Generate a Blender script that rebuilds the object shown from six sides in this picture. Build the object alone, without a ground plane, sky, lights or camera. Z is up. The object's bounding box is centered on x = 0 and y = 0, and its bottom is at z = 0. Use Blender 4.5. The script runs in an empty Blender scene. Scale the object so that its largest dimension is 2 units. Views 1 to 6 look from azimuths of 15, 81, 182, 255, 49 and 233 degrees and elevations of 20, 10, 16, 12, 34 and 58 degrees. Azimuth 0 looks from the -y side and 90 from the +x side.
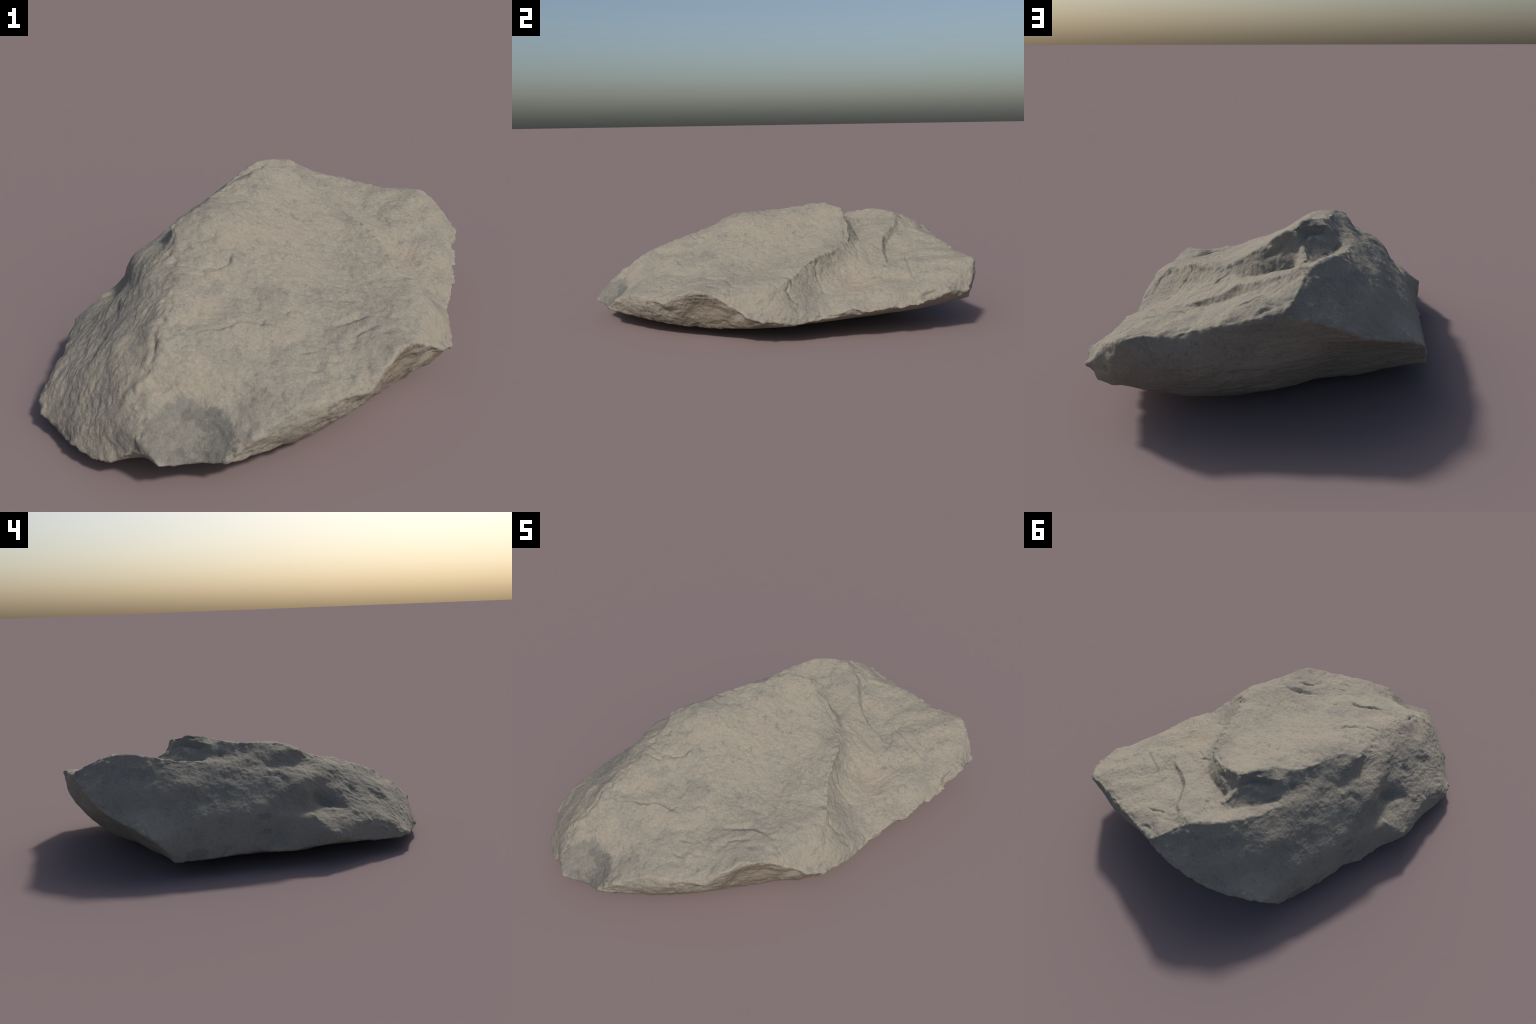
"""A weathered limestone boulder, built from surveyed ridges and facets.

The body is a faceted solid: named ridge lines (crests, rims, edges, steps) and
the facet points between them are joined by a constrained triangulation over the
sphere of directions, remeshed finely, its edges worn round, and then carved with
cracks, ledges, pits, streaks and grain.
"""
import bpy, bmesh, math
import numpy as np
from mathutils import Vector
from mathutils.geometry import delaunay_2d_cdt

RNG = np.random.RandomState(7)
VOXEL = 0.0042
CENTRE = np.array((0.0, 0.0, 0.22))
STRETCH = np.array((0.68, 1.0, 0.36))

# ------------------------------------------------------------------ ridges
RIDGES = {
    # blunt nose at the -y end, outline of the broken grey facet
    "nose_edge": [(-.130, -.970, .158), (-.104, -.985, .136), (-.071, -1.000, .115), (-.025, -.945, .095), (.025, -.932, .096), (.088, -.931, .098)],
    # crest from the nose up along the left shoulder to the summit
    "shoulder_crest": [(-.130, -.970, .158), (-.156, -.936, .194), (-.173, -.890, .234), (-.168, -.830, .272), (-.175, -.777, .322), (-.178, -.726, .360), (-.172, -.620, .400), (-.190, -.508, .438), (-.212, -.430, .454), (-.285, -.319, .484), (-.303, -.236, .530)],
    "upper_crest": [(-.300, -.236, .528), (-.250, -.156, .558), (-.230, .000, .571), (-.196, .130, .584), (-.130, .240, .611)],
    # rim of the east side, from the nose to the dished corner
    "east_rim": [(.088, -.931, .098), (.167, -.879, .163), (.263, -.776, .207), (.360, -.700, .200), (.451, -.630, .195), (.484, -.565, .240), (.517, -.497, .275), (.555, -.395, .254), (.597, -.314, .201), (.645, -.235, .150), (.672, -.165, .130)],
    # lower outline, east side and thin east lip
    "east_foot": [(.088, -.931, .098), (.145, -.870, .090), (.230, -.780, .085), (.290, -.700, .075), (.355, -.570, .058), (.410, -.470, .056), (.465, -.375, .058), (.530, -.290, .068), (.600, -.225, .085), (.672, -.165, .130)],
    "east_lip": [(.672, -.165, .130), (.674, -.070, .120), (.662, .010, .105), (.660, .085, .118), (.647, .137, .142), (.668, .225, .150), (.673, .285, .172), (.655, .330, .140), (.686, .386, .153), (.670, .440, .164), (.680, .535, .168), (.683, .615, .178), (.664, .680, .190), (.678, .780, .232), (.650, .845, .215), (.640, .903, .232)],
    # blunt north-east end
    "end_upper": [(.640, .903, .232), (.612, .930, .275), (.552, .965, .340), (.490, .997, .373)],
    "end_lower": [(.640, .903, .232), (.605, .920, .185), (.552, .930, .174)],
    "end_corner": [(.490, .997, .373), (.528, .990, .300), (.548, .962, .225), (.552, .930, .174)],
    "east_shoulder": [(.552, .965, .340), (.600, .870, .308), (.650, .800, .262), (.678, .780, .232)],
    # north rim and the long edge that runs down to the west corner
    "north_rim": [(.490, .997, .373), (.422, .975, .374), (.328, .968, .378), (.258, .965, .393), (.174, .957, .405), (.097, .955, .418), (.020, .947, .442), (-.050, .942, .454)],
    "north_edge": [(-.050, .942, .454), (-.124, .935, .418), (-.222, .910, .388), (-.320, .852, .330), (-.428, .785, .288), (-.528, .682, .242), (-.580, .604, .194), (-.594, .548, .140), (-.599, .510, .078)],
    "north_foot": [(.552, .930, .174), (.450, .872, .118), (.330, .840, .085), (.180, .770, .048), (.125, .760, .055), (.022, .740, .060), (-.065, .705, .065), (-.160, .660, .080), (-.255, .610, .066), (-.315, .580, .052), (-.440, .545, .068), (-.599, .510, .078)],
    # west rim round the hollow
    "west_rim": [(-.050, .942, .454), (-.085, .885, .495), (-.112, .815, .532), (-.130, .748, .550), (-.165, .695, .560), (-.208, .648, .563), (-.238, .574, .552), (-.265, .500, .533), (-.283, .414, .518), (-.290, .343, .512), (-.272, .260, .508), (-.255, .200, .518)],
    # lower outline, west side, round to the nose
    "west_foot": [(-.599, .510, .078), (-.610, .430, .082), (-.620, .350, .085), (-.610, .300, .085), (-.630, .210, .095), (-.622, .090, .095), (-.648, -.015, .092), (-.645, -.080, .085), (-.620, -.150, .075), (-.635, -.220, .090), (-.672, -.255, .108), (-.680, -.340, .122), (-.640, -.430, .095), (-.610, -.480, .080), (-.622, -.570, .080), (-.610, -.690, .072), (-.575, -.755, .072), (-.535, -.785, .060), (-.490, -.813, .052), (-.440, -.848, .050), (-.392, -.890, .062), (-.315, -.930, .055), (-.255, -.948, .064), (-.165, -.962, .120), (-.130, -.970, .158)],
    # step that drops from the summit slab to the north shelf
    "step_top": [(-.130, .240, .611), (-.105, .320, .619), (-.070, .398, .608), (-.010, .407, .581), (.028, .413, .556), (.085, .415, .525), (.130, .405, .487), (.174, .396, .460), (.214, .382, .433)],
    "step_foot": [(-.236, .306, .497), (-.220, .400, .500), (-.164, .497, .492), (-.070, .488, .462), (.060, .484, .434), (.116, .477, .426), (.165, .455, .424), (.214, .425, .412)],
    # the crack that splits the north shelf: sharp upper lip and its floor
    "crack_lip": [(-.095, .741, .553), (-.040, .743, .520), (.000, .730, .507), (.045, .685, .482), (.105, .638, .455), (.140, .607, .437), (.207, .585, .392), (.290, .570, .358), (.365, .557, .328)],
    "crack_floor": [(-.032, .754, .503), (.012, .744, .480), (.058, .699, .447), (.118, .653, .412), (.152, .622, .390), (.213, .601, .358), (.293, .586, .336), (.345, .572, .327)],
    # corner of the summit block, shelf inside the hollow
    "block_corner": [(-.070, .398, .608), (-.100, .422, .548), (-.164, .497, .492)],
    "hollow_brow": [(-.070, .398, .608), (-.150, .310, .599), (-.204, .239, .580), (-.255, .200, .518)],
    "hollow_shelf": [(-.100, .422, .548), (-.146, .368, .564), (-.190, .283, .550), (-.232, .238, .535)],
    # second step across the east face down to the lip
    "notch_top": [(.214, .382, .433), (.300, .290, .412), (.374, .178, .393), (.430, .090, .350), (.515, .000, .302), (.568, -.025, .258), (.600, .015, .195), (.650, .026, .165)],
    "notch_foot": [(.288, .391, .362), (.345, .270, .318), (.401, .158, .322), (.430, .163, .275), (.464, .184, .224), (.521, .178, .207), (.590, .130, .165), (.647, .137, .142)],
    # ledge that sticks out of the west flank
    "ledge_edge": [(-.536, -.211, .246), (-.620, -.235, .215), (-.680, -.290, .165), (-.680, -.340, .122)],
    "flank_edge": [(-.466, -.422, .311), (-.551, -.446, .236), (-.585, -.570, .175), (-.590, -.660, .140), (-.585, -.720, .105), (-.575, -.755, .072)],
}

# ------------------------------------------------------------------ points inside the facets
FACETS = {
    "big_east_face": [(.027, -.572, .351), (.089, -.529, .328), (.161, -.437, .334), (-.069, -.301, .458), (.061, -.306, .400), (.238, .205, .410), (.365, -.347, .293), (.435, -.356, .285), (.420, -.230, .282), (.269, -.630, .247), (.162, -.711, .255), (.031, .238, .515), (-.060, .047, .537), (-.120, -.700, .342), (-.090, -.745, .324), (.030, -.840, .180), (.290, -.105, .316), (.390, -.110, .312), (.345, -.210, .302), (.215, -.220, .334), (.270, -.300, .306), (.230, .020, .362), (.340, .040, .355), (.070, .063, .458), (-.010, -.470, .364), (.180, -.060, .378)],
    "east_bulge": [(.562, -.300, .240), (.642, -.085, .197), (.614, -.155, .250), (.585, -.230, .245), (.526, -.321, .255), (.478, -.274, .279), (.505, -.225, .289), (.530, -.155, .300), (.540, -.070, .303)],
    "east_side": [(.430, -.560, .120), (.490, -.440, .150), (.300, -.760, .130), (.560, -.310, .130)],
    "lower_east_face": [(.383, .364, .268), (.480, .557, .290), (.500, .470, .266), (.560, .400, .233), (.560, .560, .268), (.470, .640, .313), (.550, .740, .318), (.480, .840, .364), (.590, .650, .265), (.365, .657, .345), (.657, .733, .243), (.550, .260, .208), (.475, .258, .238), (.436, .324, .243), (.388, .278, .284), (.414, .431, .270), (.625, .470, .224), (.640, .395, .185)],
    "north_shelf": [(.071, .821, .454), (-.059, .594, .500), (-.008, .885, .468), (.140, .905, .440), (.160, .730, .412), (.229, .792, .400), (.340, .875, .392), (-.110, .560, .514), (.020, .570, .470), (.410, .519, .314), (-.022, .785, .503), (.420, .780, .362)],
    "summit_hollow": [(-.135, .440, .512), (-.106, .336, .562), (-.142, .280, .558)],
    "west_crown": [(-.278, -.051, .536), (-.327, -.134, .526), (-.353, -.053, .460), (-.417, -.077, .436), (-.315, -.367, .450), (-.456, -.260, .403), (-.472, -.200, .402), (-.505, -.205, .345), (-.605, -.228, .238), (-.155, -.150, .562), (-.240, -.215, .546), (-.345, .100, .490), (-.400, .010, .445)],
    "west_flank": [(-.585, .045, .263), (-.438, .211, .397), (-.505, -.105, .352), (-.455, -.285, .272), (-.455, -.265, .345), (-.452, .563, .335), (-.350, .708, .408), (-.560, .350, .262), (-.425, .420, .412), (-.605, -.120, .202), (-.530, .550, .238), (-.400, .735, .312)],
    "south_flank": [(-.300, -.525, .388), (-.268, -.610, .366), (-.225, -.700, .330), (-.411, -.640, .258), (-.417, -.497, .305), (-.418, -.728, .212), (-.385, -.855, .130), (-.340, -.680, .298), (-.232, -.925, .168), (-.330, -.880, .120), (-.500, -.700, .165)],
    "north_face": [(.450, .985, .275), (.290, .990, .316), (.280, .968, .250), (.120, .930, .250), (-.050, .872, .240), (-.205, .838, .304), (-.305, .757, .248), (-.200, .742, .188), (-.340, .655, .148), (-.450, .626, .174), (.300, .905, .160), (.110, .868, .150)],
    "underside": [(-.100, -.860, .055), (-.140, -.942, .094), (-.068, -.955, .090), (-.200, -.880, .050), (-.300, -.600, .005), (-.050, -.600, .008), (.120, -.500, .010), (.200, -.200, .000), (.250, .150, .008), (.150, .450, .000), (-.100, .500, .000), (-.300, .400, .008), (-.420, .150, .018), (-.420, -.200, .015), (-.400, -.450, .012), (-.100, -.100, .000), (-.100, .250, .000), (.420, .400, .060), (.500, .650, .105), (.450, .000, .040)],
}


def faceted_solid():
    """Triangulate all ridge and facet points over the sphere of directions."""
    pts, index, edges = [], {}, []

    def add(p):
        k = tuple(np.round(p, 4))
        if k not in index:
            index[k] = len(pts)
            pts.append(np.array(p, float))
        return index[k]

    for line in RIDGES.values():
        ids = [add(p) for p in line]
        edges += list(zip(ids[:-1], ids[1:]))
    for group in FACETS.values():
        for p in group:
            add(p)
    P = np.array(pts)
    d = (P - CENTRE) / STRETCH
    d /= np.linalg.norm(d, axis=1)[:, None]
    flat = d[:, :2] / (1.0 + d[:, 2] + 1e-6)[:, None]       # stereographic, pole straight down
    out = delaunay_2d_cdt([Vector(q) for q in flat], edges, [], 0, 1e-7)
    verts2d, _, faces, orig = out[0], out[1], out[2], out[3]
    co = []
    for q, o in zip(verts2d, orig):
        if o:
            co.append(P[o[0]])
        else:                                                # two ridges met: blend the nearest points
            w = 1 / (np.linalg.norm(flat - np.array(q), axis=1) ** 3 + 1e-9)
            print("ridges cross near", np.round((P * w[:, None]).sum(0) / w.sum(), 3))
            co.append((P * w[:, None]).sum(0) / w.sum())
    bm = bmesh.new()
    bv = [bm.verts.new(c) for c in co]
    for f in faces:
        bm.faces.new([bv[i] for i in f])
    border = [e for e in bm.edges if e.is_boundary]
    bmesh.ops.contextual_create(bm, geom=border)
    bmesh.ops.triangulate(bm, faces=bm.faces[:])
    bmesh.ops.recalc_face_normals(bm, faces=bm.faces[:])
    return bm


def make_object():
    bm = faceted_solid()
    me = bpy.data.meshes.new("boulder")
    bm.to_mesh(me)
    bm.free()
    ob = bpy.data.objects.new("boulder", me)
    bpy.context.scene.collection.objects.link(ob)
    mod = ob.modifiers.new("remesh", "REMESH")
    mod.mode, mod.voxel_size = "VOXEL", VOXEL
    ev = ob.evaluated_get(bpy.context.evaluated_depsgraph_get())
    fine = bpy.data.meshes.new_from_object(ev)
    ob.modifiers.clear()
    ob.data = fine
    bpy.data.meshes.remove(me)
    fine.name = "boulder"
    return ob


def neighbours(me):
    n = len(me.edges)
    e = np.empty(n * 2, np.int32)
    me.edges.foreach_get("vertices", e)
    return e.reshape(-1, 2)


def blur(field, e, count, amount=0.6):
    """Average a per-vertex field with its mesh neighbours, count times."""
    nv = len(field)
    deg = np.bincount(e.ravel(), minlength=nv).astype(float)
    f = field.copy()
    for _ in range(count):
        acc = np.stack([np.bincount(e[:, 0], f[e[:, 1], k], nv) + np.bincount(e[:, 1], f[e[:, 0], k], nv) for k in range(f.shape[1])], 1)
        f += amount * (acc / deg[:, None] - f)
    return f


def coords(me):
    c = np.empty(len(me.vertices) * 3, np.float32)
    me.vertices.foreach_get("co", c)
    return c.reshape(-1, 3).astype(float)


def normals(me):
    c = np.empty(len(me.vertices) * 3, np.float32)
    me.vertices.foreach_get("normal", c)
    return c.reshape(-1, 3).astype(float)


def put(me, c):
    me.vertices.foreach_set("co", c.astype(np.float32).ravel())
    me.update()


WORN = ("shoulder_crest", "flank_edge", "notch_foot", "north_foot")   # blunt ridges that melt with the facets


def clear_of_ridges(c, near, far):
    """0 on the ridge lines, 1 from `far` metres away."""
    d = np.full(len(c), 9.0)
    for name, line in RIDGES.items():
        if name in WORN:
            continue
        for a, b in zip(np.array(line)[:-1], np.array(line)[1:]):
            i = np.where(((c > np.minimum(a, b) - far) & (c < np.maximum(a, b) + far)).all(1))[0]
            ab = b - a
            t = np.clip(((c[i] - a) @ ab) / (ab @ ab), 0, 1)
            d[i] = np.minimum(d[i], np.linalg.norm(c[i] - a - t[:, None] * ab, axis=1))
    return ramp(d, near, far)


def wear(ob):
    """Round the facet edges; the second, negative pass keeps the bulk. Then melt the
    creases inside the facets, leaving the ridge lines crisp."""
    me = ob.data
    e = neighbours(me)
    c = coords(me)
    for _ in range(4):
        c = blur(c, e, 1, 0.62)
        c = blur(c, e, 1, -0.64)
    c = blur(c, e, 2, 0.6)
    w = clear_of_ridges(c, .008, .05)
    inner = np.where(w > .01)[0]
    slot = np.full(len(c), -1)
    slot[inner] = np.arange(len(inner))
    ee = slot[e]
    ee = ee[(ee >= 0).all(1)]
    q, k = c[inner], .7 * w[inner][:, None]
    deg = np.maximum(np.bincount(ee.ravel(), minlength=len(q)), 1)[:, None]
    for _ in range(140):
        acc = np.stack([np.bincount(ee[:, 0], q[ee[:, 1], j], len(q)) + np.bincount(ee[:, 1], q[ee[:, 0], j], len(q)) for j in range(3)], 1)
        q = q + k * (acc / deg - q)
    c[inner] = q
    put(me, c)
    put(me, c + 0.0020 * normals(me))


# ------------------------------------------------------------------ noise
PERM = np.tile(np.random.RandomState(11).permutation(256), 3)
GRAD = np.random.RandomState(12).normal(size=(256, 3))
GRAD /= np.linalg.norm(GRAD, axis=1)[:, None]


def perlin(p):
    """Gradient noise in about -0.7..0.7 for an array of points."""
    p = np.asarray(p) + 64.0
    i = np.floor(p).astype(int)
    f = p - i
    i &= 255
    u = f * f * f * (f * (f * 6 - 15) + 10)
    out = np.zeros(len(p))
    for dx in (0, 1):
        for dy in (0, 1):
            for dz in (0, 1):
                g = GRAD[PERM[PERM[PERM[i[:, 0] + dx] + i[:, 1] + dy] + i[:, 2] + dz]]
                w = (u[:, 0] if dx else 1 - u[:, 0]) * (u[:, 1] if dy else 1 - u[:, 1]) * (u[:, 2] if dz else 1 - u[:, 2])
                out += w * ((f - np.array((dx, dy, dz))) * g).sum(1)
    return out


def fbm(p, octaves, gain=0.5):
    return sum(gain ** k * perlin(p * 2.03 ** k + 17.3 * k) for k in range(octaves))


def billow(p, octaves, gain=0.5):
    return sum(gain ** k * (np.abs(perlin(p * 2.03 ** k + 9.1 * k)) * 2 - 0.45) for k in range(octaves))


def ramp(x, a, b):
    t = np.clip((x - a) / (b - a), 0, 1)
    return t * t * (3 - 2 * t)


def facets(p):
    """Upper envelope of randomly tilted planes, one per cell: a field of small flat chips."""
    base = np.floor(p).astype(int)
    best = np.full(len(p), -9.0)
    for dx in (-1, 0, 1):
        for dy in (-1, 0, 1):
            for dz in (-1, 0, 1):
                k = base + (dx, dy, dz)
                j = PERM[PERM[PERM[k[:, 0] & 255] + (k[:, 1] & 255)] + (k[:, 2] & 255)]
                d = p - k - .5 - .45 * GRAD[j]
                best = np.maximum(best, .45 * (d * GRAD[(j + 97) & 255]).sum(1) - .8 * (d * d).sum(1))
    return best + .25


def only(mask, c, layer):
    """Evaluate a noise layer only where its mask is not zero."""
    out = np.zeros(len(c))
    i = np.where(mask > .003)[0]
    out[i] = mask[i] * layer(c[i], i)
    return out


def nearest_on_line(c, pts):
    """Distance to a polyline, the nearest point on it and how far along it lies (0..1)."""
    pts = np.array(pts, float)
    best = np.full(len(c), 9.0)
    foot = np.zeros_like(c)
    along = np.zeros(len(c))
    n = len(pts) - 1
    for k, (a, b) in enumerate(zip(pts[:-1], pts[1:])):
        ab = b - a
        t = np.clip(((c - a) @ ab) / (ab @ ab), 0, 1)
        q = a + t[:, None] * ab
        d = np.linalg.norm(c - q, axis=1)
        m = d < best
        best[m], foot[m], along[m] = d[m], q[m], (k + t[m]) / n
    return best, foot, along


# ------------------------------------------------------------------ carved marks
# line, half width, depth, and for flakes: which side stands up, how high, how far it fades
MARKS = [
    ("flake_arc", [(-.060, -.668, .326), (-.038, -.631, .336), (.000, -.600, .342), (.025, -.566, .352), (.055, -.544, .343), (.093, -.530, .329), (.100, -.500, .335)], .008, .012, (0, -1, 0), .010, .060),
    ("shoulder_flake", [(-.215, -.462, .440), (-.150, -.444, .440), (-.123, -.429, .435), (-.100, -.440, .430)], .006, .006, (0, -1, 0), .006, .050),
    ("branched_crack", [(-.140, -.400, .445), (-.089, -.372, .438), (-.061, -.331, .447), (-.073, -.261, .475)], .006, .007, (1, 0, 0), .004, .035),
    ("short_crack", [(.040, -.330, .400), (.061, -.309, .402), (.075, -.260, .410)], .006, .005, None, 0, 0),
    ("scar", [(.250, -.648, .249), (.275, -.634, .248), (.305, -.625, .246)], .009, .006, (0, -1, 0), .004, .030),
    ("scar", [(.230, -.590, .275), (.250, -.572, .272), (.282, -.546, .270)], .009, .005, (0, -1, 0), .003, .030),
    ("scar", [(.140, -.690, .262), (.165, -.712, .252), (.185, -.720, .248)], .007, .006, (0, -1, 0), .003, .030),
    ("pit_arc", [(.156, -.450, .333), (.152, -.435, .335), (.163, -.422, .338), (.178, -.424, .335)], .006, .009, None, 0, 0),
    ("dish_edge", [(.300, -.420, .296), (.330, -.385, .296), (.364, -.345, .297), (.400, -.315, .296), (.450, -.292, .294)], .014, .012, (0, -1, 0), .004, .050),
    ("dish_edge", [(.372, -.447, .276), (.400, -.410, .280), (.435, -.380, .284)], .010, .007, (1, 0, 0), .005, .035),
    ("dish_ripple", [(.050, -.400, .382), (.066, -.450, .359), (.085, -.480, .350)], .008, .004, None, 0, 0),
    ("curl", [(.470, .530, .292), (.488, .560, .297), (.484, .582, .300), (.497, .608, .303)], .006, .008, None, 0, 0),
    ("second_crack", [(.300, .690, .350), (.345, .672, .348), (.420, .660, .335), (.510, .645, .312), (.560, .640, .285)], .007, .006, (0, -1, 0), .004, .040),
    ("cross_crack", [(.302, .645, .347), (.345, .628, .344), (.368, .603, .340), (.384, .560, .330)], .006, .006, None, 0, 0),
    ("cross_crack", [(.262, .430, .378), (.300, .420, .362), (.335, .425, .345)], .006, .007, None, 0, 0),
    ("crescent", [(-.075, .575, .500), (-.055, .580, .499), (-.031, .598, .494)], .005, .004, None, 0, 0),
    ("bulge_crack", [(.520, -.300, .255), (.554, -.304, .236), (.575, -.300, .222), (.592, -.318, .205)], .007, .010, (0, 1, 0), .004, .040),
    ("lip_crack", [(.530, -.005, .290), (.566, -.022, .258), (.598, .012, .195)], .007, .008, None, 0, 0),
    ("lip_crack", [(.585, -.060, .230), (.610, -.040, .195), (.640, -.030, .160)], .006, .006, None, 0, 0),
    ("lip_chip", [(.650, .665, .214), (.657, .700, .230), (.656, .735, .243)], .010, .014, None, 0, 0),
    ("rim_crack", [(.120, .850, .445), (.089, .845, .451), (.056, .815, .460), (.020, .800, .462)], .008, .012, (0, 1, 0), .005, .050),
    ("rim_crack", [(.040, .925, .440), (.022, .915, .450), (-.018, .906, .473)], .008, .010, None, 0, 0),
    ("rim_crack", [(-.042, .915, .462), (-.015, .900, .470), (.010, .885, .466)], .006, .008, None, 0, 0),
    ("shelf_pit", [(-.050, .590, .502), (-.068, .597, .504)], .010, .010, None, 0, 0),
    ("shelf_pit", [(-.095, .630, .522), (-.115, .632, .525)], .008, .007, None, 0, 0),
    ("crack_tail", [(.365, .557, .328), (.395, .545, .315), (.430, .520, .302)], .006, .006, None, 0, 0),
    ("block_slit", [(.105, .395, .508), (.150, .387, .470), (.190, .376, .440), (.215, .360, .430)], .007, .010, None, 0, 0),
    ("crack_head", [(-.095, .741, .553), (-.115, .760, .548), (-.120, .775, .545)], .006, .008, None, 0, 0),
    ("notch_slit", [(.374, .176, .375), (.401, .158, .322), (.430, .163, .275), (.464, .184, .224), (.505, .180, .210)], .008, .008, None, 0, 0),
    ("step_slit", [(.200, .425, .415), (.225, .430, .405), (.250, .445, .385)], .007, .010, None, 0, 0),
    ("tooth_gap", [(-.325, -.255, .500), (-.335, -.215, .500), (-.318, -.180, .520)], .020, .010, None, 0, 0),
    ("ledge_pocket", [(-.455, -.255, .300), (-.470, -.300, .270), (-.500, -.360, .255), (-.540, -.410, .245)], .024, .014, None, 0, 0),
    ("flank_pocket", [(-.405, -.625, .262), (-.425, -.660, .245)], .035, .014, None, 0, 0),
    ("flank_pocket", [(-.405, -.490, .318), (-.430, -.500, .298)], .020, .012, None, 0, 0),
    ("crown_chip", [(-.417, -.060, .436), (-.432, -.090, .424), (-.455, -.110, .398)], .020, .008, None, 0, 0),
    ("hollow", [(-.150, .335, .590), (-.175, .295, .575), (-.190, .262, .570)], .026, .008, None, 0, 0),
    ("block_chip", [(-.060, .430, .570), (-.020, .440, .540), (.050, .450, .500)], .014, .012, None, 0, 0),
    ("nose_chip", [(-.150, -.835, .255), (-.120, -.830, .256), (-.095, -.815, .265)], .016, .010, None, 0, 0),
    ("side_scoop", [(.470, -.520, .170), (.520, -.420, .180), (.570, -.330, .165)], .050, .018, None, 0, 0),
    ("side_pocket", [(.620, -.270, .150), (.600, -.300, .140)], .022, .016, None, 0, 0),
]


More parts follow.
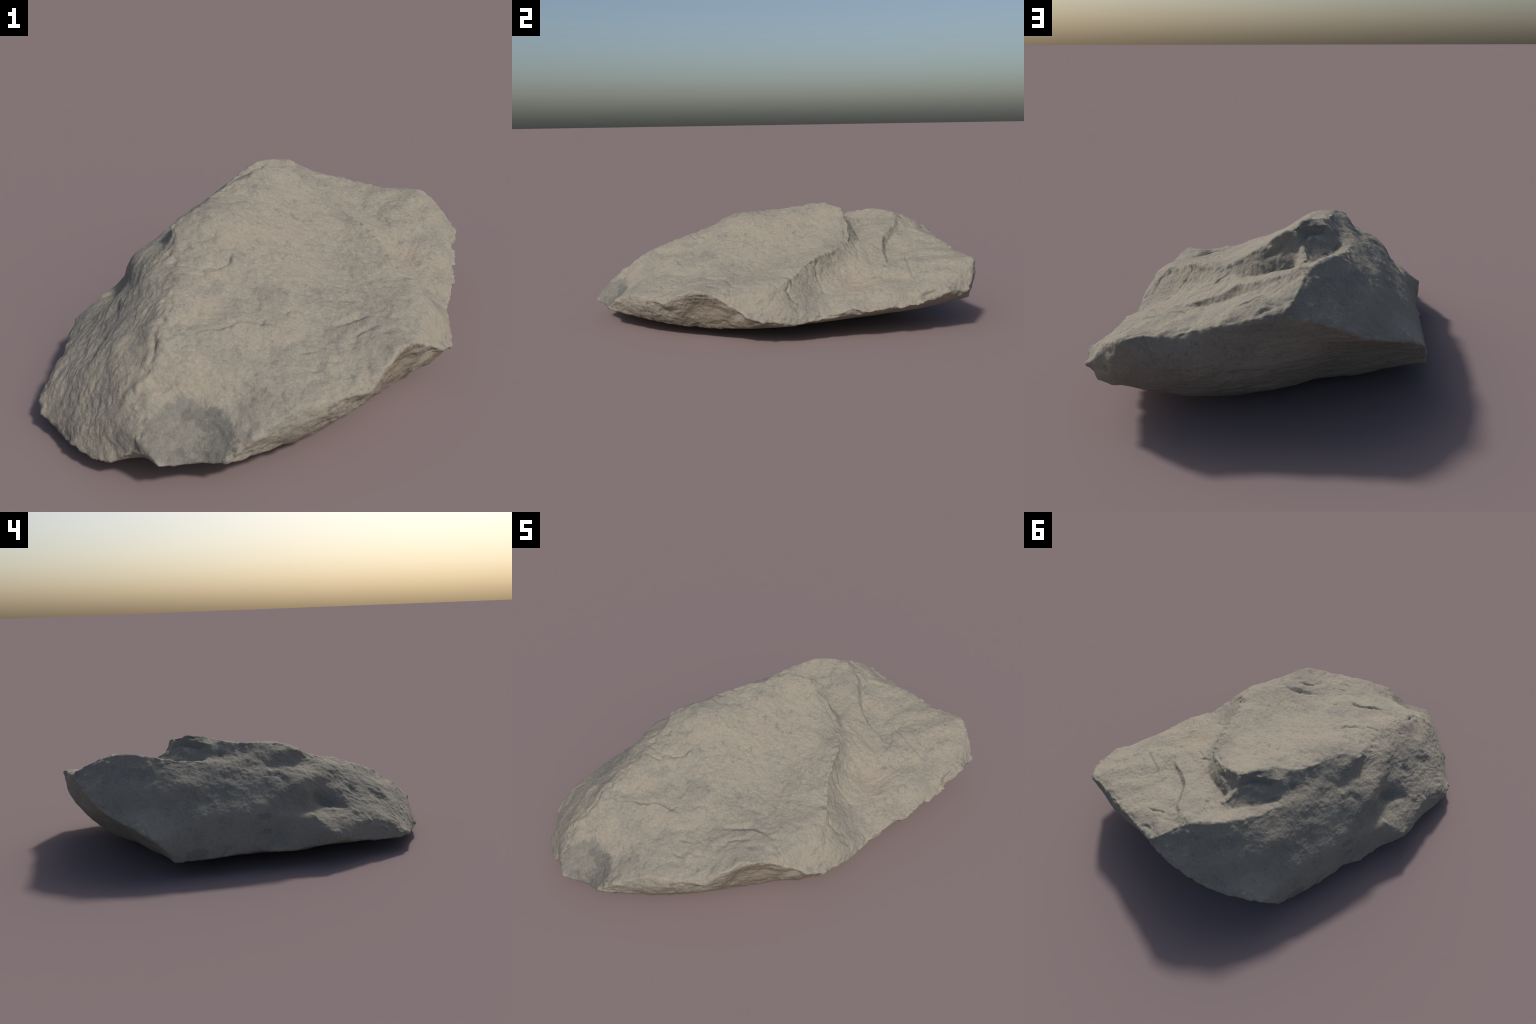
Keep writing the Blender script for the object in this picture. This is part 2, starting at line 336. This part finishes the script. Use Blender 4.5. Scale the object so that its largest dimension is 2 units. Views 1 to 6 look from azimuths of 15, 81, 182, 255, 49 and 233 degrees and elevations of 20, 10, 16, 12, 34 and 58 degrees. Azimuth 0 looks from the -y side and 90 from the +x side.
def carve(ob):
    """Relief below the facets: undulation, chips, streaks, wrinkles and the carved marks."""
    me = ob.data
    e = neighbours(me)
    c = coords(me)
    soft = blur(normals(me), e, 25)
    soft /= np.linalg.norm(soft, axis=1)[:, None] + 1e-9
    x, y, z = c.T
    nx, ny, nz = soft.T

    south = ramp(nx, .12, -.22) * ramp(y, -.12, -.34) * ramp(nz, -.25, .0)
    west = ramp(nx, -.12, -.42) * ramp(y, -.42, -.22) * ramp(nz, -.3, -.05)
    north = ramp(ny, .35, .65) * ramp(nz, .35, .05)
    under = ramp(nz, -.1, -.5)
    side = ramp(nx, .45, .75) * ramp(y, -.15, -.3) * ramp(nz, .75, .4)
    top = np.clip(1 - south - west - north - under - side, 0, 1)

    h = .0030 * fbm(c * 6.5, 2)
    h += only(top, c, lambda c, i: .0040 * fbm(c * 15 + 3, 3) + .0022 * billow(c * 27, 2) + .0016 * fbm(c * 60, 2))

    # chipped facets of two sizes, patchy
    def chips(c, i):
        warp = .35 * np.stack([perlin(c * 20 + k * 3.3) for k in range(3)], 1)
        where = ramp(perlin(c * 5 + 77), -.25, .2)
        return (.35 + .65 * where) * (.0095 * facets(c * 10 + warp) + .0055 * facets(c * 23 + warp + 5))

    h += only(np.clip(top * (1 + .5 * ramp(y, -.1, -.4)) + .35 * west + .5 * south + side, 0, 1.5), c, chips)
    # long soft ripples in the hollow of the big face, running down the dip
    h += only(top, c, lambda c, i: .0030 * fbm(np.stack([c @ (.5, -.8, -.3) * 9, c @ (.8, .5, .1) * 30, c[:, 2] * 20], 1), 2))

    # streaked, scaly south flank: uneven lumps drawn out along the crest
    def scales(c, i):
        b = c + .03 * np.stack([perlin(c * 9 + k * 5.1) for k in range(3)], 1)
        run = np.stack([b @ (.03, -.86, -.5) * 16, b @ (.75, -.30, .58) * 34, b @ (-.65, -.40, .64) * 34], 1)
        patchy = .35 + .65 * ramp(perlin(c * 8 + 40), -.25, .3)
        return .0036 * patchy * billow(run, 2, .6) + .0095 * fbm(c * 10 + 8, 3, .45) + .0016 * fbm(c * 48, 2)

    # knobbly upper west face that turns smooth further down
    def knobs(c, i):
        rough = ramp(c[:, 2], .18, .42) * (.3 + .7 * ramp(perlin(c * 7 + 60), -.1, .3))
        return (.0034 + .0066 * rough) * fbm(c * 12 + 5, 4, .5) + (.0006 + .0012 * rough) * billow(c * 34, 2)

    h += only(south, c, scales) + only(west, c, knobs)
    # thin bedding wrinkles on the overhang, scoops on the broken east side
    h += only(np.clip(north + .5 * under, 0, 1), c, lambda c, i: .0044 * fbm(c * (8, 8, 30), 3) + .0018 * fbm(c * (26, 26, 70), 2) + .0030 * facets(c * (9, 9, 18)))
    h += only(side, c, lambda c, i: .0065 * fbm(c * (16, 16, 30) + 2, 3) + .0025 * billow(c * 38, 2))
    # broken, toothed rims
    for line, amp in (("east_lip", .011), ("end_lower", .006), ("end_upper", .005), ("east_foot", .006), ("east_rim", .004), ("west_rim", .006), ("shoulder_crest", .009), ("upper_crest", .006), ("west_foot", .007), ("north_rim", .007), ("north_edge", .008), ("hollow_brow", .005), ("flank_edge", .006), ("step_top", .008), ("step_foot", .005), ("notch_top", .011), ("crack_lip", .004)):
        a = np.array(RIDGES[line])
        i = np.where(((c > a.min(0) - .07) & (c < a.max(0) + .07)).all(1))[0]
        d, _, _ = nearest_on_line(c[i], a)
        h[i] += amp * np.exp(-(d / .026) ** 2) * (fbm(c[i] * 22 + 31, 2) + 1.3 * facets(c[i] * 24 + 3) - .25)
    # marks
    wob = .004 * np.stack([perlin(c * 38 + k * 7.7) for k in range(3)], 1)
    for _, pts, width, depth, up, rise, fade in MARKS:
        a = np.array(pts)
        reach = max(3 * width, 2.5 * fade) + .01
        near = np.where(((c > a.min(0) - reach) & (c < a.max(0) + reach)).all(1))[0]
        q = c[near] + wob[near]
        d, foot, t = nearest_on_line(q, a)
        taper = (ramp(t, -.02, .25) * ramp(t, 1.02, .75)) if len(pts) > 2 else 1.0
        dh = -depth * np.exp(-(d / width) ** 2) * (.35 + .65 * taper)
        if up is not None:
            s = (q - foot) @ np.array(up, float)
            dh += taper * rise * ramp(s, -.002, .004) * np.exp(-(d / fade) ** 2)
        h[near] += dh
    h += .0007 * fbm(c * 95, 2)
    n1 = blur(normals(me), e, 4)
    n1 /= np.linalg.norm(n1, axis=1)[:, None] + 1e-9
    c = c + h[:, None] * n1
    c[:, 2] = np.maximum(c[:, 2], 0)
    put(me, c)


# ------------------------------------------------------------------ stone
def limestone():
    mat = bpy.data.materials.new("limestone")
    mat.use_nodes = True
    nt = mat.node_tree
    nodes, link = nt.nodes, nt.links.new
    bsdf = nodes["Principled BSDF"]
    pos = nodes.new("ShaderNodeTexCoord").outputs["Object"]

    def noise(scale, detail=4, rough=.55, stretch=None, distort=0.0):
        n = nodes.new("ShaderNodeTexNoise")
        n.inputs["Scale"].default_value = scale
        n.inputs["Detail"].default_value = detail
        n.inputs["Roughness"].default_value = rough
        n.inputs["Distortion"].default_value = distort
        if stretch:
            m = nodes.new("ShaderNodeMapping")
            m.inputs["Scale"].default_value = stretch
            link(pos, m.inputs["Vector"])
            link(m.outputs["Vector"], n.inputs["Vector"])
        else:
            link(pos, n.inputs["Vector"])
        return n.outputs["Fac"]

    def remap(fac, a, b):
        r = nodes.new("ShaderNodeMapRange")
        r.interpolation_type = "SMOOTHSTEP"
        link(fac, r.inputs["Value"])
        r.inputs["From Min"].default_value = a
        r.inputs["From Max"].default_value = b
        return r.outputs["Result"]

    def math_(op, a, b):
        m = nodes.new("ShaderNodeMath")
        m.operation = op
        for k, v in enumerate((a, b)):
            if isinstance(v, (int, float)):
                m.inputs[k].default_value = v
            else:
                link(v, m.inputs[k])
        return m.outputs[0]

    def blob(centre, radii):
        """1 at the centre of an ellipsoid, 0 at its skin, with a ragged edge."""
        m = nodes.new("ShaderNodeMapping")
        m.vector_type = "TEXTURE"
        m.inputs["Location"].default_value = centre
        m.inputs["Scale"].default_value = radii
        link(pos, m.inputs["Vector"])
        g = nodes.new("ShaderNodeTexGradient")
        g.gradient_type = "SPHERICAL"
        link(m.outputs["Vector"], g.inputs["Vector"])
        return g.outputs["Fac"]

    def mix(fac, a, b, strength=1.0):
        m = nodes.new("ShaderNodeMix")
        m.data_type = "RGBA"
        link(math_("MULTIPLY", fac, strength), m.inputs["Factor"])
        for socket, v in ((m.inputs["A"], a), (m.inputs["B"], b)):
            if isinstance(v, tuple):
                socket.default_value = v + (1.0,)
            else:
                link(v, socket)
        return m.outputs["Result"]

    cream, grey = (.270, .245, .198), (.203, .193, .168)
    slate, umber, pink = (.118, .115, .106), (.190, .160, .125), (.300, .248, .190)

    fine = noise(70, 5, .7)
    col = mix(remap(noise(3.4, 8, .7), .45, .66), cream, grey, .6)
    # grey weathering broken up by fine grain
    mottle = math_("ADD", noise(9, 6, .7), math_("MULTIPLY", fine, .8))
    col = mix(remap(mottle, .90, 1.10), col, grey, .75)
    # small dark lichen-like specks
    col = mix(remap(math_("ADD", noise(38, 3, .6), math_("MULTIPLY", noise(7, 2), .5)), .86, .98), col, (.150, .143, .128), .55)
    # pale dust flecks
    col = mix(remap(noise(24, 6, .7), .60, .74), col, (.330, .295, .238), .5)
    # paler crust low on the shaded west corner
    for where, size in (((-.530, .560, .240), (.11, .11, .09)), ((-.470, .610, .280), (.12, .10, .08)), ((-.420, .080, .400), (.10, .12, .05))):
        col = mix(remap(math_("ADD", blob(where, size), math_("MULTIPLY", noise(30, 6, .7), .9)), .62, .95), col, (.315, .292, .245), .6)
    # warm stain below the second step
    col = mix(remap(math_("ADD", blob((.47, .36, .26), (.16, .16, .16)), math_("MULTIPLY", noise(16), .5)), .45, .9), col, pink, .3)
    # darker brown patches low on the broken east side
    rag = math_("MULTIPLY", noise(13, 5, .65), .55)
    for where, size, k in (((.50, -.42, .13), (.20, .24, .13), .8), ((.62, -.20, .08), (.10, .12, .09), .9), ((.30, -.76, .10), (.18, .18, .08), .5)):
        col = mix(remap(math_("ADD", blob(where, size), rag), .42, .8), col, umber, k)
    # fresh dark grey facet at the nose
    ragged = math_("ADD", math_("MULTIPLY", noise(14, 9, .8), 1.1), math_("MULTIPLY", noise(60, 5, .8), .55))
    col = mix(remap(math_("ADD", blob((-.020, -.915, .165), (.190, .150, .150)), ragged), 1.02, 1.20), col, (.160, .154, .137), .85)
    col = mix(remap(math_("ADD", blob((.020, -.895, .150), (.130, .120, .130)), ragged), 1.06, 1.24), col, (.122, .118, .107), .85)
    col = mix(remap(math_("ADD", blob((-.020, -.915, .165), (.26, .22, .22)), math_("MULTIPLY", noise(42, 6, .8), 1.4)), 1.40, 1.55), col, (.275, .255, .210), .35)
    # few dark blots on the shaded face
    for where, size in (((-.590, .045, .262), (.045, .075, .030)), ((-.608, .040, .190), (.04, .045, .022)), ((-.520, .555, .185), (.06, .035, .045)), ((-.600, .400, .100), (.06, .10, .07)), ((.560, .950, .250), (.03, .03, .03))):
        col = mix(remap(math_("ADD", blob(where, size), math_("MULTIPLY", noise(45, 4, .7), .9)), .78, 1.0), col, (.135, .128, .114), .5)
    # overall grain
    grain = nodes.new("ShaderNodeMix")
    grain.data_type = "RGBA"
    grain.blend_type = "OVERLAY"
    grain.inputs["Factor"].default_value = .35
    link(col, grain.inputs["A"])
    link(noise(120, 4, .7), grain.inputs["B"])
    link(grain.outputs["Result"], bsdf.inputs["Base Color"])
    bsdf.inputs["Roughness"].default_value = .92
    bsdf.inputs["Specular IOR Level"].default_value = .25

    bump = nodes.new("ShaderNodeBump")
    bump.inputs["Strength"].default_value = .8
    bump.inputs["Distance"].default_value = .006
    relief = math_("ADD", noise(46, 6, .65), math_("MULTIPLY", noise(150, 4, .7), .35))
    link(relief, bump.inputs["Height"])
    link(bump.outputs["Normal"], bsdf.inputs["Normal"])
    return mat


def main():
    ob = make_object()
    wear(ob)
    carve(ob)
    me = ob.data
    me.polygons.foreach_set("use_smooth", np.ones(len(me.polygons), bool))
    me.materials.clear()
    me.materials.append(limestone())
    me.update()
    ob["label"] = "pale grey weathered limestone boulder with stepped cracked top"
    ob["category"] = "rock"


main()
